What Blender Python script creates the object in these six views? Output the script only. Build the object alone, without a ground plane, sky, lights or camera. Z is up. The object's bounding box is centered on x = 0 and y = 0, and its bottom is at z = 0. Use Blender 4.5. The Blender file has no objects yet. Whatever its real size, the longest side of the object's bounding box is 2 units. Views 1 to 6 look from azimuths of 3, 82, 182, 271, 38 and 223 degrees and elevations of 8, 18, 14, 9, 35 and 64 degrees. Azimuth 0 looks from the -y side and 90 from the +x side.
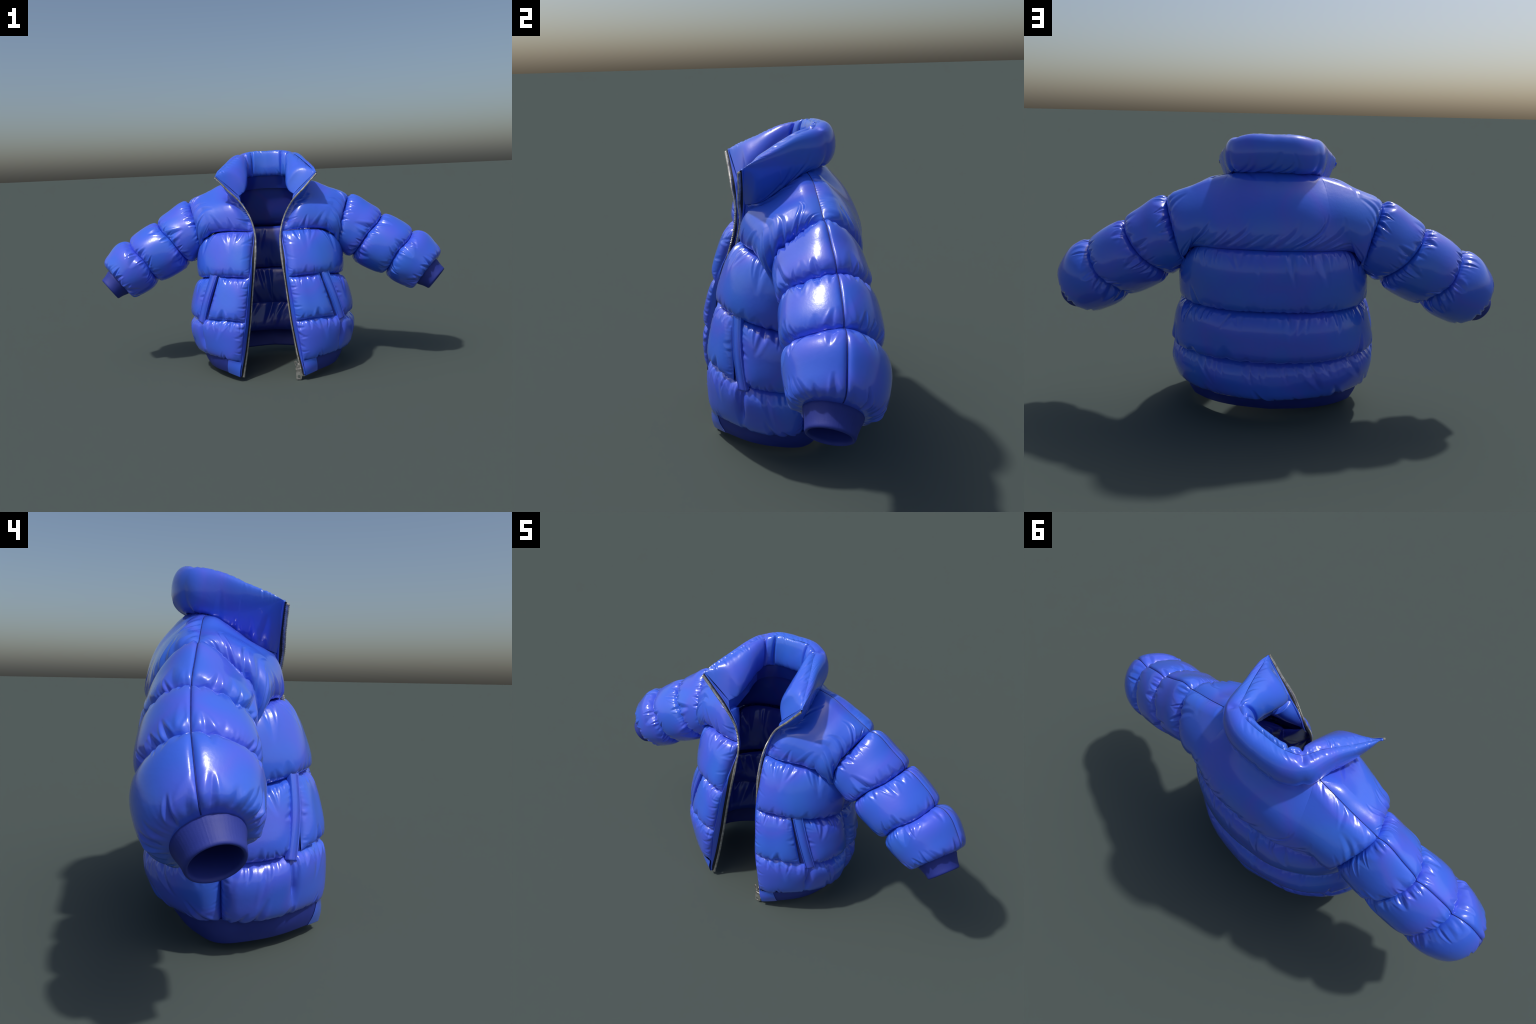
import bpy, math
import numpy as np


# ------------------------------------------------------------------ curves
def spline(us, P):
    """C1 cubic through control points P at parameters us (monotone, open)."""
    us, P = np.array(us, float), np.array(P, float)
    d = np.diff(P, axis=0) / np.diff(us)[:, None]
    h = np.diff(us)
    m = np.zeros_like(P)
    m[0], m[-1] = d[0], d[-1]
    m[1:-1] = (d[:-1] * h[1:, None] + d[1:] * h[:-1, None]) / (h[:-1] + h[1:])[:, None]
    if len(us) > 2:
        m[0] = 1.5 * d[0] - .5 * m[1]
        m[-1] = 1.5 * d[-1] - .5 * m[-2]

    def f(u):
        u = np.clip(np.asarray(u, float), us[0], us[-1])
        i = np.clip(np.searchsorted(us, u, side="right") - 1, 0, len(us) - 2)
        t = ((u - us[i]) / h[i])[..., None]
        hh = h[i][..., None]
        return ((2*t**3 - 3*t**2 + 1) * P[i] + (t**3 - 2*t**2 + t) * hh * m[i]
                + (-2*t**3 + 3*t**2) * P[i+1] + (t**3 - t**2) * hh * m[i+1])
    return f


def by_length(P):
    P = np.array(P, float)
    L = np.r_[0, np.cumsum(np.linalg.norm(np.diff(P, axis=0), axis=1))]
    return spline(L / L[-1], P)


def closed(P):
    """Ring through 8 points, parameter 0..1."""
    P = np.array(P, float)
    n = len(P)
    Q = np.vstack([P[-2:], P, P[:3]])
    f = spline((np.arange(len(Q)) - 2) / n, Q)
    return lambda u: f(np.mod(u, 1.0))


def scal(us, vs):
    f = spline(us, np.array(vs, float)[:, None])
    return lambda u: f(u)[..., 0]


MIR = np.array([-1., 1., 1.])

# ------------------------------------------------------------------ jacket pattern (wearer's left half, x > 0)
# quilting rings of the trunk: parameter 0 = zip edge, .25 = pocket, .5 = side seam, 1 = centre back
R1 = spline([0, .12, .25, .36, .44, .5, .56, .68, .84, 1],
            [(.078, -.172, .810), (.155, -.177, .816), (.235, -.155, .816), (.315, -.112, .800), (.372, -.058, .762),
             (.400, .030, .705), (.385, .115, .735), (.330, .195, .785), (.190, .268, .797), (0, .285, .797)])
R2 = spline([0, .12, .25, .38, .5, .65, .82, 1],
            [(.107, -.278, .568), (.185, -.262, .572), (.295, -.222, .572), (.370, -.125, .552), (.403, .005, .532),
             (.358, .138, .527), (.211, .252, .533), (0, .290, .538)])
R3 = spline([0, .12, .25, .38, .5, .65, .82, 1],
            [(.138, -.322, .330), (.225, -.314, .344), (.372, -.232, .335), (.430, -.120, .322), (.452, .0, .318),
             (.400, .138, .312), (.238, .243, .311), (0, .288, .313)])
R4 = spline([0, .12, .25, .38, .5, .65, .82, 1],
            [(.168, -.326, .104), (.235, -.306, .118), (.330, -.222, .122), (.388, -.120, .120), (.408, 0, .120),
             (.348, .106, .125), (.210, .206, .131), (0, .252, .135)])
R5 = spline([0, .12, .25, .38, .5, .65, .82, 1],
            [(.175, -.320, .033), (.238, -.282, .046), (.318, -.196, .047), (.360, -.105, .042), (.375, 0, .035),
             (.315, .086, .040), (.192, .162, .048), (0, .202, .053)])


def whole(R):
    """ring over the back: .5 = +x side seam, 1 = centre back, 1.5 = -x side seam"""
    def f(u):
        u = np.asarray(u, float)
        return np.where((u > 1)[..., None], R(2 - u) * MIR, R(u))
    return f


# sleeve rings, parameter 0 = top seam, .25 = front, .5 = underarm seam, .75 = back
S1 = closed([(.472, .066, .975), (.440, -.005, .915), (.408, -.066, .853), (.388, -.066, .770),
             (.400, .030, .705), (.388, .140, .750), (.418, .168, .835), (.455, .132, .922)])
S2 = closed([(.664, .060, .856), (.627, -.032, .822), (.568, -.078, .770), (.508, -.070, .682),
             (.482, .030, .627), (.505, .140, .668), (.578, .180, .738), (.642, .140, .818)])
S3 = closed([(.836, .037, .754), (.796, -.066, .720), (.727, -.102, .660), (.684, -.080, .575),
             (.675, .020, .528), (.697, .120, .570), (.768, .158, .634), (.817, .118, .705)])
CUFF_C, CUFF_E = np.array([.907, -.012, .522]), np.array([.955, -.034, .484])
ax = CUFF_E - CUFF_C
ax /= np.linalg.norm(ax)
up = np.array([.62, .12, .77]); up -= ax * (up @ ax); up /= np.linalg.norm(up)
side = np.cross(ax, up)
if side[1] > 0:
    side = -side


def cuff_ring(c, r_up, r_side):
    def f(u):
        a = 2 * np.pi * np.asarray(u, float)
        return c + np.cos(a)[..., None] * up * r_up + np.sin(a)[..., None] * side * r_side
    return f


S4 = cuff_ring(CUFF_C, .086, .091)

# collar: parameter 0 = centre back, 1 = zip end
A = [0, .1, .2, .29, .42, .56, .7, .85, 1]
TOP = spline(A, [(0, .138, 1.250), (.050, .138, 1.252), (.094, .131, 1.251), (.138, .108, 1.240), (.169, .045, 1.226),
                 (.197, -.012, 1.203), (.225, -.070, 1.174), (.251, -.130, 1.147), (.276, -.178, 1.123)])
BASE = spline(A, [(0, .152, 1.106), (.060, .150, 1.104), (.110, .140, 1.100), (.148, .116, 1.095), (.178, .072, 1.088),
                  (.190, .016, 1.056), (.199, -.042, 1.020), (.196, -.105, .986), (.143, -.163, .966)])
INNER = spline(A, [(0, .122, 1.110), (.050, .122, 1.110), (.088, .110, 1.108), (.122, .084, 1.102), (.135, .030, 1.084),
                   (.138, -.020, 1.062), (.138, -.070, 1.040), (.142, -.120, 1.020), (.152, -.154, 1.008)])
NECK_A = .42                                   # where the shoulder seam meets the collar
ZIP_UP = by_length([R1(0.), (.088, -.168, .860), (.110, -.164, .920), BASE(1.)])
SHOULDER = by_length([BASE(NECK_A), (.281, .076, 1.061), (.338, .074, 1.034), (.407, .070, 1.004), S1(0.)])


# ------------------------------------------------------------------ surfaces
def ruled(c0, c1, us, ts):
    a, b = c0(us), c1(us)
    return a[None] * (1 - ts)[:, None, None] + b[None] * ts[:, None, None]


def coons(bot, top, left, right, us, ts, pl=2., pr=2.):
    """rows = ts (bottom to top), columns = us; the side curves fade inwards with powers pl, pr"""
    b, t, l, r = bot(us), top(us), left(ts), right(ts)
    U, V = us[None, :, None], ts[:, None, None]
    q = t.copy()                              # corners of the top curve only show near it
    for _ in range(int((len(us) / 14)**2)):
        q[1:-1] = (q[:-2] + 2 * q[1:-1] + q[2:]) / 4
    G = (1 - V) * b[None] + V * q[None] + V**5 * (t - q)[None]
    dl, dr = l - G[:, 0], r - G[:, -1]
    ql, qr = dl.copy(), dr.copy()             # corners of the side curves fade quickly too
    for _ in range(int((len(ts) / 9)**2)):
        ql[1:-1] = (ql[:-2] + 2 * ql[1:-1] + ql[2:]) / 4
        qr[1:-1] = (qr[:-2] + 2 * qr[1:-1] + qr[2:]) / 4
    return (G + (1 - U)**pl * ql[:, None] + U**pr * qr[:, None]
            + (1 - U)**12 * (dl - ql)[:, None] + U**12 * (dr - qr)[:, None])


def normals(G, wrap=False):
    if wrap:
        du = np.roll(G, -1, 1) - np.roll(G, 1, 1)
        du[:, 0] = G[:, 1] - G[:, -2]
        du[:, -1] = du[:, 0]
    else:
        du = np.gradient(G, axis=1)
    dv = np.gradient(G, axis=0)
    n = np.cross(du, dv)
    n /= np.linalg.norm(n, axis=2, keepdims=True) + 1e-9
    for _ in range(6):                       # soften
        m = n.copy()
        m[1:-1] = (n[:-2] + 2*n[1:-1] + n[2:]) / 4
        n = m.copy()
        if wrap:
            n[:, 1:-1] = (m[:, :-2] + 2*m[:, 1:-1] + m[:, 2:]) / 4
            n[:, 0] = n[:, -1] = (m[:, -2] + 2*m[:, 0] + m[:, 1]) / 4
        else:
            n[:, 1:-1] = (m[:, :-2] + 2*m[:, 1:-1] + m[:, 2:]) / 4
        n /= np.linalg.norm(n, axis=2, keepdims=True) + 1e-9
    return n


def metric(G):
    """arc-length coordinates of a grid: along u, along t, and full lengths"""
    lu = np.concatenate([np.zeros((G.shape[0], 1)), np.cumsum(np.linalg.norm(np.diff(G, axis=1), axis=2), 1)], 1)
    lt = np.concatenate([np.zeros((1, G.shape[1])), np.cumsum(np.linalg.norm(np.diff(G, axis=0), axis=2), 0)], 0)
    return lu, lt, lu[:, -1:], lt[-1:, :]


def puff(t, p=2.6, q=.5, skew=1.0):
    return (1 - np.abs(2 * np.clip(t, 0, 1)**skew - 1)**p)**q


def edge(d, w, q=.55):
    x = np.clip(1 - d / w, 0, 1)
    return (1 - x**2)**q


def folds(s, d, total, gap, length, depth, width, seed, tiny=True, period=None):
    """gathers that run away from a seam: s along it, d away from it"""
    r = np.random.default_rng(seed)
    out = np.zeros_like(s)
    x = r.uniform(0, gap)
    while x < total:
        L = length * r.uniform(.45, 1.5)
        a = depth * r.uniform(.3, 1.25) * min(1, L / length + .2)
        w = width * r.uniform(.6, 1.6)
        sl = r.normal(0, .22)
        near = np.clip(d / (.12 * L + .006), 0, 1)
        fall = np.clip(1 - d / L, 0, 1)
        ww = w * (.45 + .75 * fall)
        k = s - x - sl * d
        if period is not None:
            k = (k + period/2) % period - period/2
        k = k / ww
        out -= a * np.exp(-np.abs(k)**1.5) * near * fall**.9
        out += .35 * a * np.exp(-((np.abs(k) - 2.0) / .8)**2) * near * fall
        x += gap * r.uniform(.45, 1.7)
    if tiny:                                  # fine puckers of the stitching
        ph = r.uniform(0, 6, 3)
        z = np.sin(s * 420 + ph[0] + 2*np.sin(s * 47 + ph[1])) * (.6 + .4*np.sin(s*73 + ph[2]))
        out += .0014 * z * np.clip(d / .006, 0, 1) * np.exp(-d / .014)
    return out


def lumps(G, amp, scale, seed):
    """low soft unevenness of the filling"""
    r = np.random.default_rng(seed)
    out = np.zeros(G.shape[:2])
    for i in range(7):
        k = r.normal(0, 1, 3)
        k *= scale * r.uniform(.6, 1.6) / np.linalg.norm(k)
        out += np.sin(G @ k + r.uniform(0, 6.28)) / 7**.5
    return amp * out


# ------------------------------------------------------------------ scene building
root = bpy.data.objects.new("puffer_jacket", None)
bpy.context.scene.collection.objects.link(root)
root["label"] = "glossy blue quilted puffer jacket hanging open with raised collar"
root["category"] = "jacket"


def add(name, verts, faces, mat, parent=root, smooth=True, stuff=False):
    me = bpy.data.meshes.new(name)
    me.from_pydata([tuple(map(float, v)) for v in verts], [], faces)
    me.polygons.foreach_set("use_smooth", [smooth] * len(me.polygons))
    me.materials.append(mat)
    me.update()
    ob = bpy.data.objects.new(name, me)
    bpy.context.scene.collection.objects.link(ob)
    ob.parent = parent
    if stuff:
        ob["kind"] = "stuff"
    return ob


def grid_faces(nv, nu, flip=False, wrap=False):
    i = np.arange(nv - 1)[:, None] * nu + np.arange(nu - 1)[None]
    q = np.stack([i, i + 1, i + nu + 1, i + nu], -1).reshape(-1, 4)
    if flip:
        q = q[:, ::-1]
    return q.tolist()


def sheet(name, P, mat, parent=root, flip=False, mirror=False):
    """mesh of a point grid; mirror makes the wearer's right-hand twin"""
    P = P * MIR if mirror else P
    return add(name, P.reshape(-1, 3), grid_faces(P.shape[0], P.shape[1], flip ^ mirror), mat, parent)


def both(name, P, mat, parents=(None, None), flip=False):
    return [sheet(name, P, mat, parents[0] or root, flip, False), sheet(name, P, mat, parents[1] or root, flip, True)]


def outward(G, n, centre):
    """make normals point away from a centre (array broadcast)"""
    if np.sum(n * (G - centre)) < 0:
        return -n
    return n


# ------------------------------------------------------------------ materials
def nodes(name):
    m = bpy.data.materials.new(name)
    m.use_nodes = True
    nt = m.node_tree
    b = nt.nodes["Principled BSDF"]
    co = nt.nodes.new("ShaderNodeTexCoord").outputs["Object"]
    return m, nt, b, co


def noise(nt, co, scale, detail=2, rough=.5, dist=0):
    n = nt.nodes.new("ShaderNodeTexNoise")
    n.inputs["Scale"].default_value = scale
    n.inputs["Detail"].default_value = detail
    n.inputs["Roughness"].default_value = rough
    n.inputs["Distortion"].default_value = dist
    nt.links.new(co, n.inputs["Vector"])
    return n.outputs["Fac"]


def ramp(nt, fac, stops):
    r = nt.nodes.new("ShaderNodeValToRGB")
    e = r.color_ramp.elements
    while len(e) < len(stops):
        e.new(.5)
    for k, (p, c) in zip(e, stops):
        k.position = p
        k.color = (*c, 1)
    nt.links.new(fac, r.inputs["Fac"])
    return r.outputs["Color"]


def bump(nt, b, h, strength, dist):
    n = nt.nodes.new("ShaderNodeBump")
    n.inputs["Strength"].default_value = strength
    n.inputs["Distance"].default_value = dist
    nt.links.new(h, n.inputs["Height"])
    nt.links.new(n.outputs["Normal"], b.inputs["Normal"])


def mat_shell(name, cols, rough=.24, coat=.7):
    m, nt, b, co = nodes(name)
    f = noise(nt, co, 4.2, 1.0, .4, .3)
    nt.links.new(ramp(nt, f, [(.30, cols[0]), (.47, cols[1]), (.56, cols[2]), (.70, cols[3])]), b.inputs["Base Color"])
    b.inputs["Roughness"].default_value = rough
    b.inputs["Coat Weight"].default_value = coat
    b.inputs["Coat Roughness"].default_value = .07
    b.inputs["IOR"].default_value = 1.5
    bump(nt, b, noise(nt, co, 60, 3, .6), .05, .01)
    return m


M_SHELL = mat_shell("glossy_blue_nylon", [(.040, .150, .74), (.046, .130, .76), (.068, .117, .75), (.043, .132, .75)])
M_LINING = mat_shell("blue_lining", [(.02, .06, .40), (.02, .05, .42), (.035, .05, .40), (.02, .055, .42)], .25, .2)


def mat_rib(name):
    m, nt, b, co = nodes(name)
    f = noise(nt, co, 14, 3)
    nt.links.new(ramp(nt, f, [(.3, (.014, .028, .25)), (.7, (.019, .036, .29))]), b.inputs["Base Color"])
    b.inputs["Roughness"].default_value = .62
    bump(nt, b, noise(nt, co, 350, 2), .08, .003)
    return m


M_RIB = mat_rib("ribbed_knit")


def mat_simple(name, c0, c1, scale, rough, metal=0, bumpy=0):
    m, nt, b, co = nodes(name)
    f = noise(nt, co, scale, 3)
    nt.links.new(ramp(nt, f, [(.35, c0), (.65, c1)]), b.inputs["Base Color"])
    b.inputs["Roughness"].default_value = rough
    b.inputs["Metallic"].default_value = metal
    if bumpy:
        bump(nt, b, noise(nt, co, scale * 4, 2), bumpy, .002)
    return m


M_THREAD = mat_simple("navy_seam", (.008, .018, .16), (.014, .028, .24), 90, .5)
M_TAPE = mat_simple("black_zipper_tape", (.006, .006, .009), (.014, .014, .02), 120, .7)
M_METAL = mat_simple("worn_nickel", (.30, .29, .265), (.58, .57, .53), 55, .38, .75, .2)

# ------------------------------------------------------------------ trunk: three quilted rows
def lin(a, b, step):
    return np.linspace(a, b, step)


def row_panel(Rt, Rb, u0, u1, nu, nt, H, seed, sag=.012, left=True, right=True, top_g=1., bot_g=1., edge_w=.07,
              wrap_back=False, inside=False, skew=1.0, creases=(), thick=.045):
    us, ts = lin(u0, u1, nu), .5 - .5*np.cos(np.pi * lin(0, 1, nt))
    ts = .5 * ts + .5 * lin(0, 1, nt)
    f, g = (whole(Rt), whole(Rb)) if wrap_back else (Rt, Rb)
    G = ruled(f, g, us, ts)
    n = outward(G, normals(G), np.array([0, -.02, 0]) * 1.0 + G * np.array([0, 0, 1.]))
    lu, lt, Lu, Lt = metric(G)
    prof = puff(ts, 2.8, .52, skew)[:, None]
    fu = np.ones_like(lu)
    if left:
        fu = fu * edge(lu, edge_w)
    if right:
        fu = fu * edge(Lu - lu, edge_w)
    h = H(us)[None] * prof * fu
    dl, dr = (lu if left else 9 + 0*lu), (Lu - lu if right else 9 + 0*lu)
    lim = np.clip(np.minimum(dl, dr) / .03, 0, 1)
    mid = Lu.mean()
    w = np.zeros_like(h)
    if not inside:
        w += folds(lu, lt, mid, .034, .048 * top_g, .0100 * top_g, .0065, seed) * lim
        w += folds(lu, Lt - lt, mid, .036, .045 * bot_g, .0105 * bot_g, .0070, seed + 1) * lim
        if left:
            w += folds(lt, lu, Lt.mean(), .042, .042, .0060, .006, seed + 2) * np.clip(np.minimum(lt, Lt - lt) / .03, 0, 1)
        if right:
            w += folds(lt, Lu - lu, Lt.mean(), .046, .036, .0050, .006, seed + 3) * np.clip(np.minimum(lt, Lt - lt) / .03, 0, 1)
        w += folds(lu, lt, mid, .19, .085, .010, .013, seed + 5, False) * lim
        w += folds(lu, Lt - lt, mid, .15, .080, .014, .015, seed + 6, False) * lim
        w += lumps(G, .003, 22, seed + 4) * prof * fu
    else:
        w += folds(lu, lt, mid, .09, .14, .012, .014, seed) * lim
        w += folds(lu, Lt - lt, mid, .10, .12, .010, .014, seed + 1) * lim
        w += lumps(G, .004, 26, seed + 4) * prof * fu
    for (uc, depth, wid, t0, t1) in creases:      # vertical tucks
        tt = ts[:, None]
        w -= depth * np.exp(-np.abs((us[None] - uc) / wid)**1.5) * np.clip((t1 - tt) / .3, 0, 1) * np.clip((tt - t0) / .1, 0, 1)
    h = h + w
    if inside:
        P = G - n * (.006 + thick * np.clip(np.minimum(dl, dr) / .06, 0, 1)**.7 + np.maximum(h, -.004))[..., None]
    else:
        h = np.maximum(h, -.012) - .015 * np.exp(-np.minimum(lt, Lt - lt) / .009) * lim
        P = G + n * h[..., None]
        P[..., 2] -= sag * (prof * fu)
    return P


def c(v):
    return lambda u: np.full_like(np.asarray(u, float), v)


for k, (Rt, Rb, hf, hs, hb, sd, sk) in enumerate([(R1, R2, .043, .024, .042, 100, 1.0), (R2, R3, .034, .032, .052, 200, 1.0),
                                                  (R3, R4, .032, .040, .049, 300, 1.0)]):
    Hf = scal([0, .25, .38, .5], [hf, hf, .5*(hf + hs) + .012, hs + .004])
    Hb = scal([.5, .75, 1, 1.25, 1.5], [hs, .88*hb, 1.16*hb, .88*hb, hs])
    nt = [64, 60, 56][k]
    if k == 1:                                   # the pocket splits this row
        for (a, b) in ((0, .226), (.270, .5)):
            P = row_panel(Rt, Rb, a, b, 84, nt, Hf, sd + int(a * 100), edge_w=.075, right=True, left=True)
            both("front_panel", P, M_SHELL)
        back = ruled(Rt, Rb, lin(.215, .285, 8), lin(0, 1, 12))
        both("pocket_dark_backing", back * np.array([.985, .985, 1.]), M_THREAD)  # navy backing strip behind the pocket gap, so that the slit looks dark
    else:
        cr = [(.27, .022, .012, -.2, .75)] if k == 2 else []
        P = row_panel(Rt, Rb, 0, .5, 150, nt, Hf, sd, edge_w=.05, creases=cr)
        both("front_panel", P, M_SHELL)
    P = row_panel(Rt, Rb, .5, 1.5, 270, nt, Hb, sd + 50, wrap_back=True, edge_w=.06, skew=1.2 if k == 0 else 1.08, sag=.018)
    sheet("back_panel", P, M_SHELL)
    # lining rows
    P = row_panel(Rt, Rb, 0, .5, 70, 36, c(.034), sd + 70, inside=True, edge_w=.04, right=False, thick=.055)
    both("front_lining", P, M_LINING)
    P = row_panel(Rt, Rb, .5, 1.5, 140, 40, c(.040), sd + 80, inside=True, wrap_back=True, edge_w=.08, left=False, right=False, thick=.045 if k == 0 else .062)
    sheet("back_lining", P, M_LINING)

# ------------------------------------------------------------------ hem band and hem tabs
def band(f, g, us, off, n_round=8, rows=14):
    """closed soft band: down the outside, round the lower edge, up the inside"""
    ts = lin(-.14, 1, rows)                  # starts a little above, inside the row it hangs from
    G = ruled(f, g, us, ts)
    n = outward(G, normals(G), np.array([0, -.02, 0]) + G * np.array([0, 0, 1.]))
    ts = np.clip(ts, 0, 1)
    o = off * (.75 + .35 * np.sin(np.pi * ts))[:, None, None]
    down = (G[-1] - G[-2]); down /= np.linalg.norm(down, axis=1, keepdims=True)
    rim = [G[-1] + n[-1] * (off*.75) * math.cos(a) + down * (off*.75) * math.sin(a) for a in np.linspace(0, math.pi, n_round + 2)[1:-1]]
    return np.concatenate([G + n * o, np.array(rim), (G - n * o)[::-1]], 0)


UT = .118
P = band(whole(R4), whole(R5), lin(UT, 2 - UT, 520), .011)
sheet("hem_band", P, M_RIB)
P = band(R4, R5, lin(0, UT + .004, 40), .0135)
both("hem_tab", P, M_SHELL)

# ------------------------------------------------------------------ yoke (chest and upper back)
def yoke_front(nu, nt):
    us, ts = lin(0, 1, nu), lin(0, 1, nt)
    k = .46

    def left(t):
        t = np.asarray(t, float)
        return np.where((t < k)[..., None], ZIP_UP(np.clip(t / k, 0, 1)),
                        BASE(1 - (1 - NECK_A) * np.clip((t - k) / (1 - k), 0, 1)))
    return coons(lambda u: R1(u * .5), SHOULDER, left, lambda t: S1(.5 - .5 * t), us, ts, 1.8, 2.2), us, ts


def yoke_back(nu, nt):
    us, ts = lin(0, 1, nu), lin(0, 1, nt)
    k = .27

    def top(u):
        u = np.asarray(u, float)
        v = np.where(u > .5, 1 - u, u)
        a = np.where((v < k)[..., None], SHOULDER(1 - np.clip(v / k, 0, 1)), BASE(NECK_A * (1 - np.clip((v - k) / (.5 - k), 0, 1))))
        return np.where((u > .5)[..., None], a * MIR, a)
    S = lambda t: S1(.5 + .5 * t)
    G = coons(lambda u: whole(R1)(.5 + u), top, S, lambda t: S(t) * MIR, us, ts, 5., 5.)
    return G, us, ts


G, us, ts = yoke_front(150, 150)
n = outward(G, normals(G), np.array([.2, .1, .75]))
lu, lt, Lu, Lt = metric(G)
U, T = us[None], ts[:, None]
d_bot, d_top, d_zip, d_arm = lt, Lt - lt, lu, Lu - lu
prof = edge(d_bot, .13, .6) * edge(d_top, .05, .9) * edge(d_zip, .11, .75) * edge(d_arm, .05, .6)
h = .044 * prof * (1 - T * (.7 - .5 * U)) - .016 * np.exp(-((d_zip - .022) / .022)**2) * np.clip(T / .12, 0, 1) * np.clip((.75 - T) / .3, 0, 1)
w = folds(lu, d_bot, Lu[0, 0], .045, .085, .0105, .010, 11) * np.clip(np.minimum(d_zip, d_arm) / .03, 0, 1)
w += folds(lt, d_arm, Lt[0, -1], .040, .10, .0095, .009, 12) * np.clip(np.minimum(d_bot, d_top) / .03, 0, 1)
w += folds(lt, d_zip, Lt[0, 0], .06, .055, .0055, .009, 13) * np.clip(np.minimum(d_bot, d_top) / .03, 0, 1)
w += lumps(G, .004, 24, 14) * prof
h = h + .006 * np.exp(-((U - .68) / .20)**2 - ((T - .72) / .20)**2) * prof
h = np.maximum(h + w, -.022) - .007 * np.exp(-np.minimum(d_bot, d_arm) / .009)
P = G + n * h[..., None]
P[..., 2] -= .010 * prof * (1 - T)
both("front_yoke", P, M_SHELL)
both("front_facing", (G - n * (.006 + .055 * edge(d_bot, .2) * edge(d_top, .12) * edge(d_arm, .12) * edge(d_zip, .05, .8))[..., None])[::3, ::3], M_SHELL)

G, us, ts = yoke_back(300, 130)
n = outward(G, normals(G), np.array([0, 0, .85]))
lu, lt, Lu, Lt = metric(G)
U, T = us[None], ts[:, None]
d_bot, d_top, d_l, d_r = lt, Lt - lt, lu, Lu - lu
d_arm = np.minimum(d_l, d_r)
prof = edge(d_bot, .13, .6) * edge(d_top, .05, .9) * edge(d_arm, .05, .6)
h = .054 * prof * (1 - T * (.85 - .45 * np.abs(2*U - 1)))
w = folds(lu, d_bot, Lu[0, 0], .055, .10, .009, .011, 21) * np.clip(d_arm / .03, 0, 1)
w += folds(lt, d_l, Lt[0, 0], .042, .085, .008, .009, 22) * np.clip(np.minimum(d_bot, d_top) / .03, 0, 1)
w += folds(lt, d_r, Lt[0, 0], .042, .085, .008, .009, 22) * np.clip(np.minimum(d_bot, d_top) / .03, 0, 1)
w += folds(lu, d_top, Lu[-1, 0], .08, .05, .006, .012, 24) * np.clip(d_arm / .03, 0, 1)
w += lumps(G, .004, 20, 25) * prof
h = h + (.007 * np.exp(-((np.abs(2*U - 1) - .62) / .22)**2 - ((T - .55) / .28)**2) + .019 * np.exp(-((2*U - 1) / .42)**2 - ((T - .55) / .32)**2)) * prof
h = np.maximum(h + w, -.012) - .007 * np.exp(-np.minimum(d_bot, d_arm) / .009)
P = G + n * h[..., None]
P[..., 2] -= .010 * prof * (1 - T)
sheet("back_yoke", P, M_SHELL)
sheet("yoke_lining", (G - n * (.006 + .055 * prof * (1 - .95 * T))[..., None])[::3, ::3], M_LINING)

# ------------------------------------------------------------------ sleeves
sleeves = [None, None]


def sleeve_segment(c0, c1, H, seed, skew=1.0, q=.5, nu=440, nt=64, gt=1., gb=1.):
    us, ts = lin(0, 1, nu + 1), lin(0, 1, nt)
    ts = .4 * ts + .6 * (.5 - .5*np.cos(np.pi * ts))
    G = ruled(c0, c1, us, ts)
    cen = G[:, :-1].mean(1, keepdims=True)
    n = outward(G, normals(G, True), cen)
    lu, lt, Lu, Lt = metric(G)
    prof = puff(ts, 3.2, q, skew)[:, None]
    per = Lu.mean()
    s = us[None] * per + 0 * lt
    # shallow lengthwise seams at the top and under the arm
    def groove(c, w):
        d = np.abs((us[None] - c + .5) % 1 - .5) * per
        return np.exp(-(d / w)**1.2)
    h = H(us)[None] * prof
    g = 1 * groove(0., .0038) + .8 * groove(.5, .005)
    h = h - (.006 + .08 * H(us)[None]) * g * prof
    w = folds(s, lt, per, .030, .042*gt, .0110*gt, .0065, seed, period=per) * (1 - .7*groove(0., .03))
    w += folds(s, Lt - lt, per, .030, .044*gb, .0115*gb, .0068, seed + 1, period=per) * (1 - .7*groove(0., .03))
    w += folds(s, lt, per, .15, .065*gt, .012, .012, seed + 5, False, period=per) * (1 - .8*groove(0., .04))
    w += folds(s, Lt - lt, per, .13, .068*gb, .014, .012, seed + 6, False, period=per) * (1 - .8*groove(0., .04))
    w += lumps(G, .003, 24, seed + 2) * prof
    w[:, -1] = w[:, 0]
    h = np.maximum(h + w, -.010) - .014 * np.exp(-np.minimum(lt, Lt - lt) / .009)
    P = G + n * h[..., None]
    P[:, -1] = P[:, 0]
    return P, G, n, prof


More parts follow.
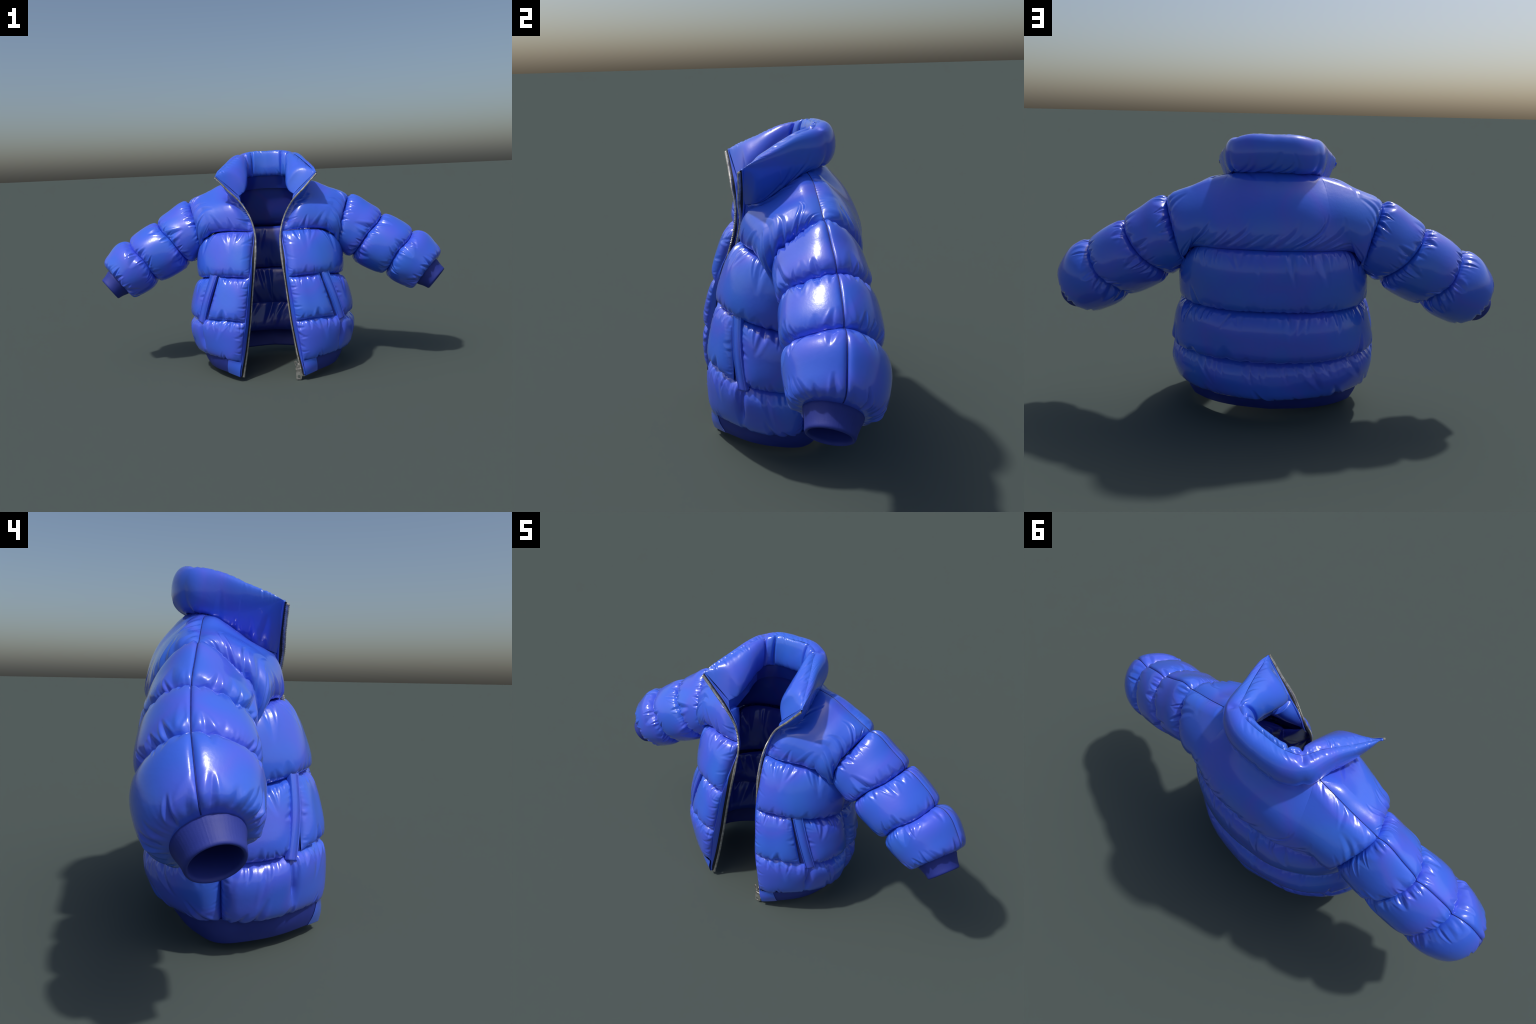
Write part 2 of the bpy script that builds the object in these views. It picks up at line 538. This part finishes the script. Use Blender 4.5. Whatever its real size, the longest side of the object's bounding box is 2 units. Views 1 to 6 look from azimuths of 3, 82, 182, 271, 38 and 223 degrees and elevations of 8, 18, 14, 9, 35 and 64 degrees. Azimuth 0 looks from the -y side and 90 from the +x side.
threads = []
phi = [0, .125, .25, .375, .5, .625, .75, .875, 1]
H1 = scal(phi, [.026, .034, .034, .028, .027, .032, .039, .033, .026])
H2 = scal(phi, [.025, .028, .028, .026, .032, .035, .033, .029, .025])
H3 = scal(phi, [.063, .051, .041, .037, .042, .048, .055, .059, .063])
for k, (c0, c1, H, sk, gb) in enumerate([(S1, S2, H1, 1., 1.), (S2, S3, H2, 1., 1.), (S3, S4, H3, 1.25, 1.25)]):
    P, G, n, prof = sleeve_segment(c0, c1, H, 400 + 10 * k, sk, .5 if k < 2 else .46, nt=[60, 60, 76][k], gb=gb)
    threads.append(P[:, 0] + .0016 * n[:, 0])
    L = (G - n * (.010 + .01*prof)[..., None])[::3, ::5]
    if k == 0:
        sleeves = both("sleeve", P, M_SHELL)
    else:
        both("sleeve_segment", P, M_SHELL, sleeves)
    both("sleeve_lining", L, M_LINING, sleeves)

# knitted cuffs: outer wall, rolled end, inner wall
prof_c = [(0, -.008, .089), (0, .004, .0885), (0, .020, .083), (0, .036, .078), (0, .052, .0745), (0, .061, .073), (0, .066, .070), (0, .067, .066),
          (0, .063, .063), (0, .048, .062), (0, .02, .062), (0, -.01, .064), (0, -.05, .066)]
ang = np.linspace(0, 2 * np.pi, 181)
t_ax = np.linalg.norm(CUFF_E - CUFF_C)
rows = []
pc = by_length([(x, y, z) for x, y, z in prof_c])(np.linspace(0, 1, 46))
for _, z, r in pc:
    cen = CUFF_C + (CUFF_E - CUFF_C) * (z / t_ax)
    rib = 1 + .0015 * np.cos(60 * ang)
    rows.append(cen + (np.cos(ang) * r * rib)[:, None] * up + (np.sin(ang) * r * rib)[:, None] * side)
both("cuff", np.array(rows), M_RIB, sleeves)

dr_ = lin(0, 1, 6)
disc = np.array([CUFF_C - ax * (.055 + .02 * (1 - k * k)) + .066 * k * (np.cos(ang)[:, None] * up + np.sin(ang)[:, None] * side) for k in dr_])  # disc that closes the sleeve inside the cuff, so that nothing shows through it
both("wrist_closing_disc", disc, M_LINING, sleeves)

# ------------------------------------------------------------------ collar
NA, NT = 330, 60
aa = np.linspace(-1, 1, NA)
ab = np.abs(aa)
sg = np.where(aa < 0, -1., 1.)[:, None] * np.array([1., 0, 0]) + np.array([0, 1., 1.])
T_, B_, I_ = TOP(ab) * sg, BASE(ab) * sg, INNER(ab) * sg
# outward direction, level, perpendicular to the ridge
tan = np.gradient(.5 * (T_ + B_), axis=0)
o = np.cross(tan, np.array([0, 0, 1.]))
o /= np.linalg.norm(o, axis=1, keepdims=True)
if o[NA // 2][1] < 0:
    o = -o
for _ in range(12):
    o[1:-1] = (o[:-2] + o[1:-1] + o[2:]) / 3
    o /= np.linalg.norm(o, axis=1, keepdims=True)
zz = np.array([0, 0, 1.])


def bez(p0, p1, p2, p3, t):
    t = t[:, None, None]
    return (1-t)**3 * p0 + 3*t*(1-t)**2 * p1 + 3*t*t*(1-t) * p2 + t**3 * p3


tc = lin(0, 1, NT)
kb = scal([0, .3, .5, .75, .95, 1], [.092, .078, .035, .016, .006, 0])(ab)[:, None]
kt = scal([0, .3, .5, .75, .95, 1], [.092, .082, .072, .058, .034, .006])(ab)[:, None]
zu = scal([0, .3, .6, .95, 1], [.040, .038, .030, .016, .003])(ab)[:, None]
P = bez(B_, B_ + o * kb - zz * .012 * (kb > .02), T_ + o * kt + zz * zu, T_, tc)
n = normals(P)
n = outward(P, n, np.array([0, 0, 1.15]))
lu, lt, Lu, Lt = metric(P)
dend = np.minimum(lu, Lu - lu)
w = folds(lu, Lt - lt, Lu[-1, 0], .03, .03, .0035, .006, 31) * np.clip(dend / .03, 0, 1)
w += folds(lu, lt, Lu[0, 0], .05, .085, .010, .010, 32) * np.clip(dend / .05, 0, 1)
for a0 in (-.30, .30):                              # bends of the collar at the back corners
    w -= .012 * np.exp(-np.abs((aa[None] - a0) / .022)**1.5) * np.clip(1 - tc[:, None] / .75, 0, 1) * np.clip(tc[:, None] / .1, 0, 1)
    w -= .010 * np.exp(-np.abs((aa[None] - a0) / .016)**1.5) * np.sin(np.pi * np.clip((tc[:, None] - .78) / .22, 0, 1))
w += lumps(P, .002, 30, 33) * np.clip(dend / .05, 0, 1)
collar = sheet("collar", P + n * w[..., None], M_SHELL)

ki = scal([0, .25, .4, .6, .8, .95, 1], [.038, .042, .056, .076, .076, .042, .006])(ab)[:, None]
zi = scal([0, .3, .6, .95, 1], [.040, .036, .030, .014, .003])(ab)[:, None]
P = bez(I_, I_ - o * ki, T_ - o * ki + zz * zi, T_, tc)
kk = np.clip((ab - .3) / .25, 0, 1)[:, None]
skirt = (.95 - .65 * kk) * B_ + (.05 + .65 * kk) * I_ - zz * .07              # tucks the collar into the body
Q = np.array([skirt * (1 - k) + I_ * k for k in lin(0, 1, 12)])
cut = int(NA * .30)
sheet("collar_stand_lining", Q[:, cut - 1:NA - cut + 1], M_LINING, collar)
sheet("front_facing", Q[:, :cut], M_SHELL, collar)
sheet("front_facing", Q[:, NA - cut:], M_SHELL, collar)
n = -outward(P, normals(P), np.array([0, 0, 1.1]))
if np.sum(n[:, NA//2] * np.array([0, -1., 0])) < 0:
    n = -n
lu, lt, Lu, Lt = metric(P)
dend = np.minimum(lu, Lu - lu)
w = folds(lu, Lt - lt, Lu[-1, 0], .035, .035, .0045, .007, 41) * np.clip(dend / .03, 0, 1)
w += folds(lu, lt, Lu[0, 0], .05, .035, .0045, .008, 42) * np.clip(dend / .05, 0, 1)
for a0, dp in ((-.20, .020), (.20, .020), (-.305, .016), (.305, .016)):
    w -= dp * np.exp(-np.abs((aa[None] - a0) / .014)**1.4) * np.sin(np.pi * np.clip(tc, 0, 1))[:, None]**.5
w += lumps(P, .002, 30, 43) * np.clip(dend / .05, 0, 1)
sheet("collar_lining", P + n * w[..., None], M_SHELL, collar)

# ------------------------------------------------------------------ zip
fab = by_length([R5(0.), R4(0.), (.153, -.326, .22), R3(0.), (.122, -.300, .45), R2(0.), (.090, -.222, .69), R1(0.), (.088, -.168, .860), (.110, -.164, .920),
                 BASE(1.), (.172, -.165, 1.006), (.208, -.169, 1.046), (.243, -.173, 1.085), TOP(1.)])
met = by_length([(.160, -.316, .022), (.150, -.307, .080), (.137, -.298, .15), (.1235, -.288, .24), (.1095, -.278, .335), (.0995, -.266, .43), (.090, -.253, .52),
                 (.0785, -.237, .615), (.0695, -.215, .71), (.071, -.188, .80), (.0975, -.174, .894), (.144, -.182, .974), (.211, -.184, 1.043),
                 (.245, -.187, 1.080), (.277, -.190, 1.113)])


def tube(path, r, n=10, closed_ends=True):
    t = np.gradient(path, axis=0)
    t /= np.linalg.norm(t, axis=1, keepdims=True)
    a = np.cross(t, np.array([0, 1., .1])); a /= np.linalg.norm(a, axis=1, keepdims=True)
    b = np.cross(t, a)
    th = np.linspace(0, 2*np.pi, n + 1)
    G = path[:, None] + r * (np.cos(th)[None, :, None] * a[:, None] + np.sin(th)[None, :, None] * b[:, None])
    if closed_ends:
        G = np.concatenate([path[None, :1].repeat(n + 1, 1), G, path[None, -1:].repeat(n + 1, 1)], 0)
    return G


ke = lin(0, 1, 40)
edge_in = INNER(1.) * (1 - ke)[:, None] + TOP(1.) * ke[:, None]
edge_in = np.concatenate([[BASE(1.) + np.array([.004, .012, -.01])], edge_in], 0)
f_up = by_length([BASE(1.), (.172, -.165, 1.006), (.208, -.169, 1.046), (.243, -.173, 1.085), TOP(1.)])(lin(0, 1, 41))
both("collar_edge", np.array([edge_in * (1 - k) + f_up * k + np.array([-.004, -.003, .004]) * math.sin(math.pi * k) for k in lin(0, 1, 8)]), M_SHELL)

s = np.linspace(0, 1, 260)
F, Mt = fab(s), met(s)
gapw = F - Mt
gl = np.linalg.norm(gapw, axis=1, keepdims=True)
E_ = Mt + gapw / gl * np.minimum(gl, .0235)         # folded edge of the placket
both("front_piping", tube(E_, .0045), M_SHELL)
tn = np.cross(np.gradient(F, axis=0), Mt - F)
tn /= np.linalg.norm(tn, axis=1, keepdims=True)


def slab(A_, B_, th):
    wv = np.linspace(0, 1, 6)[:, None, None]
    mid = A_[None] * (1 - wv) + B_[None] * wv
    return np.concatenate([mid + th * tn[None], (mid - th * tn[None])[::-1], (mid + th * tn[None])[:1]], 0)


both("placket", slab(F, E_, .0042), M_SHELL)
both("zipper_tape", slab(E_, Mt, .0018), M_TAPE)   # thin tape between placket and teeth


def box(center, ex, ey, ez):
    cs = [(-1, -1, -1), (1, -1, -1), (1, 1, -1), (-1, 1, -1), (-1, -1, 1), (1, -1, 1), (1, 1, 1), (-1, 1, 1)]
    v = [center + a*ex + b*ey + d*ez for a, b, d in cs]
    f = [(0, 3, 2, 1), (4, 5, 6, 7), (0, 1, 5, 4), (1, 2, 6, 5), (2, 3, 7, 6), (3, 0, 4, 7)]
    return v, f


L = np.linalg.norm(np.diff(Mt, axis=0), axis=1).sum()
N = int(L / .0075)
st = np.linspace(.002, .998, N)
C = met(st)
tg = np.gradient(C, axis=0); tg /= np.linalg.norm(tg, axis=1, keepdims=True)
wd = C - fab(st); wd -= tg * np.sum(wd * tg, 1, keepdims=True); wd /= np.linalg.norm(wd, axis=1, keepdims=True)
th = np.cross(tg, wd)
V, Fc = [], []
for i in range(N):
    v, f = box(C[i], tg[i] * .0030, wd[i] * .0060, th[i] * .0034)
    Fc += [tuple(q + len(V) for q in k) for k in f]
    V += v
for m in (1, -1):
    vv = np.array(V) * np.array([m, 1, 1])
    ob = add("zipper_teeth", vv, [k[::m] for k in Fc], M_METAL, smooth=False, stuff=True)
    bv = ob.modifiers.new("Bevel", "BEVEL"); bv.width = .0010; bv.segments = 1
G = tube(Mt, .0050, 10)
both("zipper_cord", G, M_METAL)

# sewn lines along the top of the sleeves and the shoulders
line = np.concatenate([SHOULDER(lin(.04, .97, 60)) + np.array([0, 0, .0002])] + [t[3:-2] for t in threads], 0)
both("seam_thread", tube(line, .0016, 6), M_THREAD)

# slider and pull on the wearer's left
def plate(outer, inner, thick, name, mat, place, parent=root):
    """flat frame between two loops with the same point count; place maps (x, y, z) to the scene"""
    n = len(outer)
    V, Fc = [], []
    for z in (-thick/2, thick/2):
        V += [place(x, y, z) for x, y in outer] + [place(x, y, z) for x, y in inner]
    for i in range(n):
        j = (i + 1) % n
        Fc += [(i, n+i, n+j, j), (2*n+i, 2*n+j, 3*n+j, 3*n+i), (i, j, 2*n+j, 2*n+i), (n+i, 3*n+i, 3*n+j, n+j)]
    ob = add(name, V, Fc, mat, parent, smooth=False)
    b = ob.modifiers.new("Bevel", "BEVEL"); b.width = .0012; b.segments = 2; b.limit_method = 'ANGLE'
    return ob


def rrect(w, h, e, n=32, cx=0, cy=0):
    a = np.linspace(0, 2*np.pi, n, endpoint=False)
    return [(cx + w * np.sign(math.cos(k)) * abs(math.cos(k))**e, cy + h * np.sign(math.sin(k)) * abs(math.sin(k))**e) for k in a]


sc = np.array([.141, -.302, .068])
ux, uz, uy = np.array([.97, -.1, -.2]), np.array([.2, .05, .97]), np.array([-.1, -.99, .05])
v, f = box(sc, ux * .0125, uz * .020, uy * .0075)
slider = add("zipper_slider", v, f, M_METAL, smooth=False)
b = slider.modifiers.new("Bevel", "BEVEL"); b.width = .004; b.segments = 3
place = lambda x, y, z: np.array([.144, -.316, .032]) + x * np.array([1, -.05, 0]) + y * np.array([.02, .02, 1.]) + z * np.array([0, -1, 0])
plate(rrect(.0155, .0305, .35), rrect(.0070, .0085, .6, cy=-.014), .005, "zipper_pull", M_METAL, place, slider)
place = lambda x, y, z: np.array([.132, -.315, .088]) + x * np.array([.9, -.05, .35]) + y * np.array([-.35, .02, .9]) + z * np.array([0, -1, 0])
plate(rrect(.009, .020, .6), rrect(.0038, .010, .8), .005, "zipper_link", M_METAL, place, slider)

# ------------------------------------------------------------------ pocket welts
tw = lin(0, 1, 60)
cl = by_length([(.300, -.214, .580), (.347, -.223, .450), (.386, -.213, .316)])(tw)
ct = np.gradient(cl, axis=0); ct /= np.linalg.norm(ct, axis=1, keepdims=True)
wx = np.array([.80, .58, .12]); wx = wx - ct * (ct @ wx)[:, None]; wx /= np.linalg.norm(wx, axis=1, keepdims=True)
wn = np.cross(wx, ct)
if wn[30][1] > 0:
    wn = -wn
prof_w = [(-1, -.012), (-1, -.002), (-.97, .004), (-.9, .0055), (-.80, .0045), (-.75, -.001), (-.70, .0045), (0, .0055), (.70, .0045), (.75, -.001), (.80, .0045),
          (.9, .0055), (.97, .004), (1, -.002), (1, -.012)]
G = np.array([cl + wx * (a * .0235) + wn * (z + .008) for a, z in prof_w])
G = np.concatenate([G[:, :1] - wn[:1] * .018, G, G[:, -1:] - wn[-1:] * .018], 1)
both("pocket_welt", G, M_SHELL)
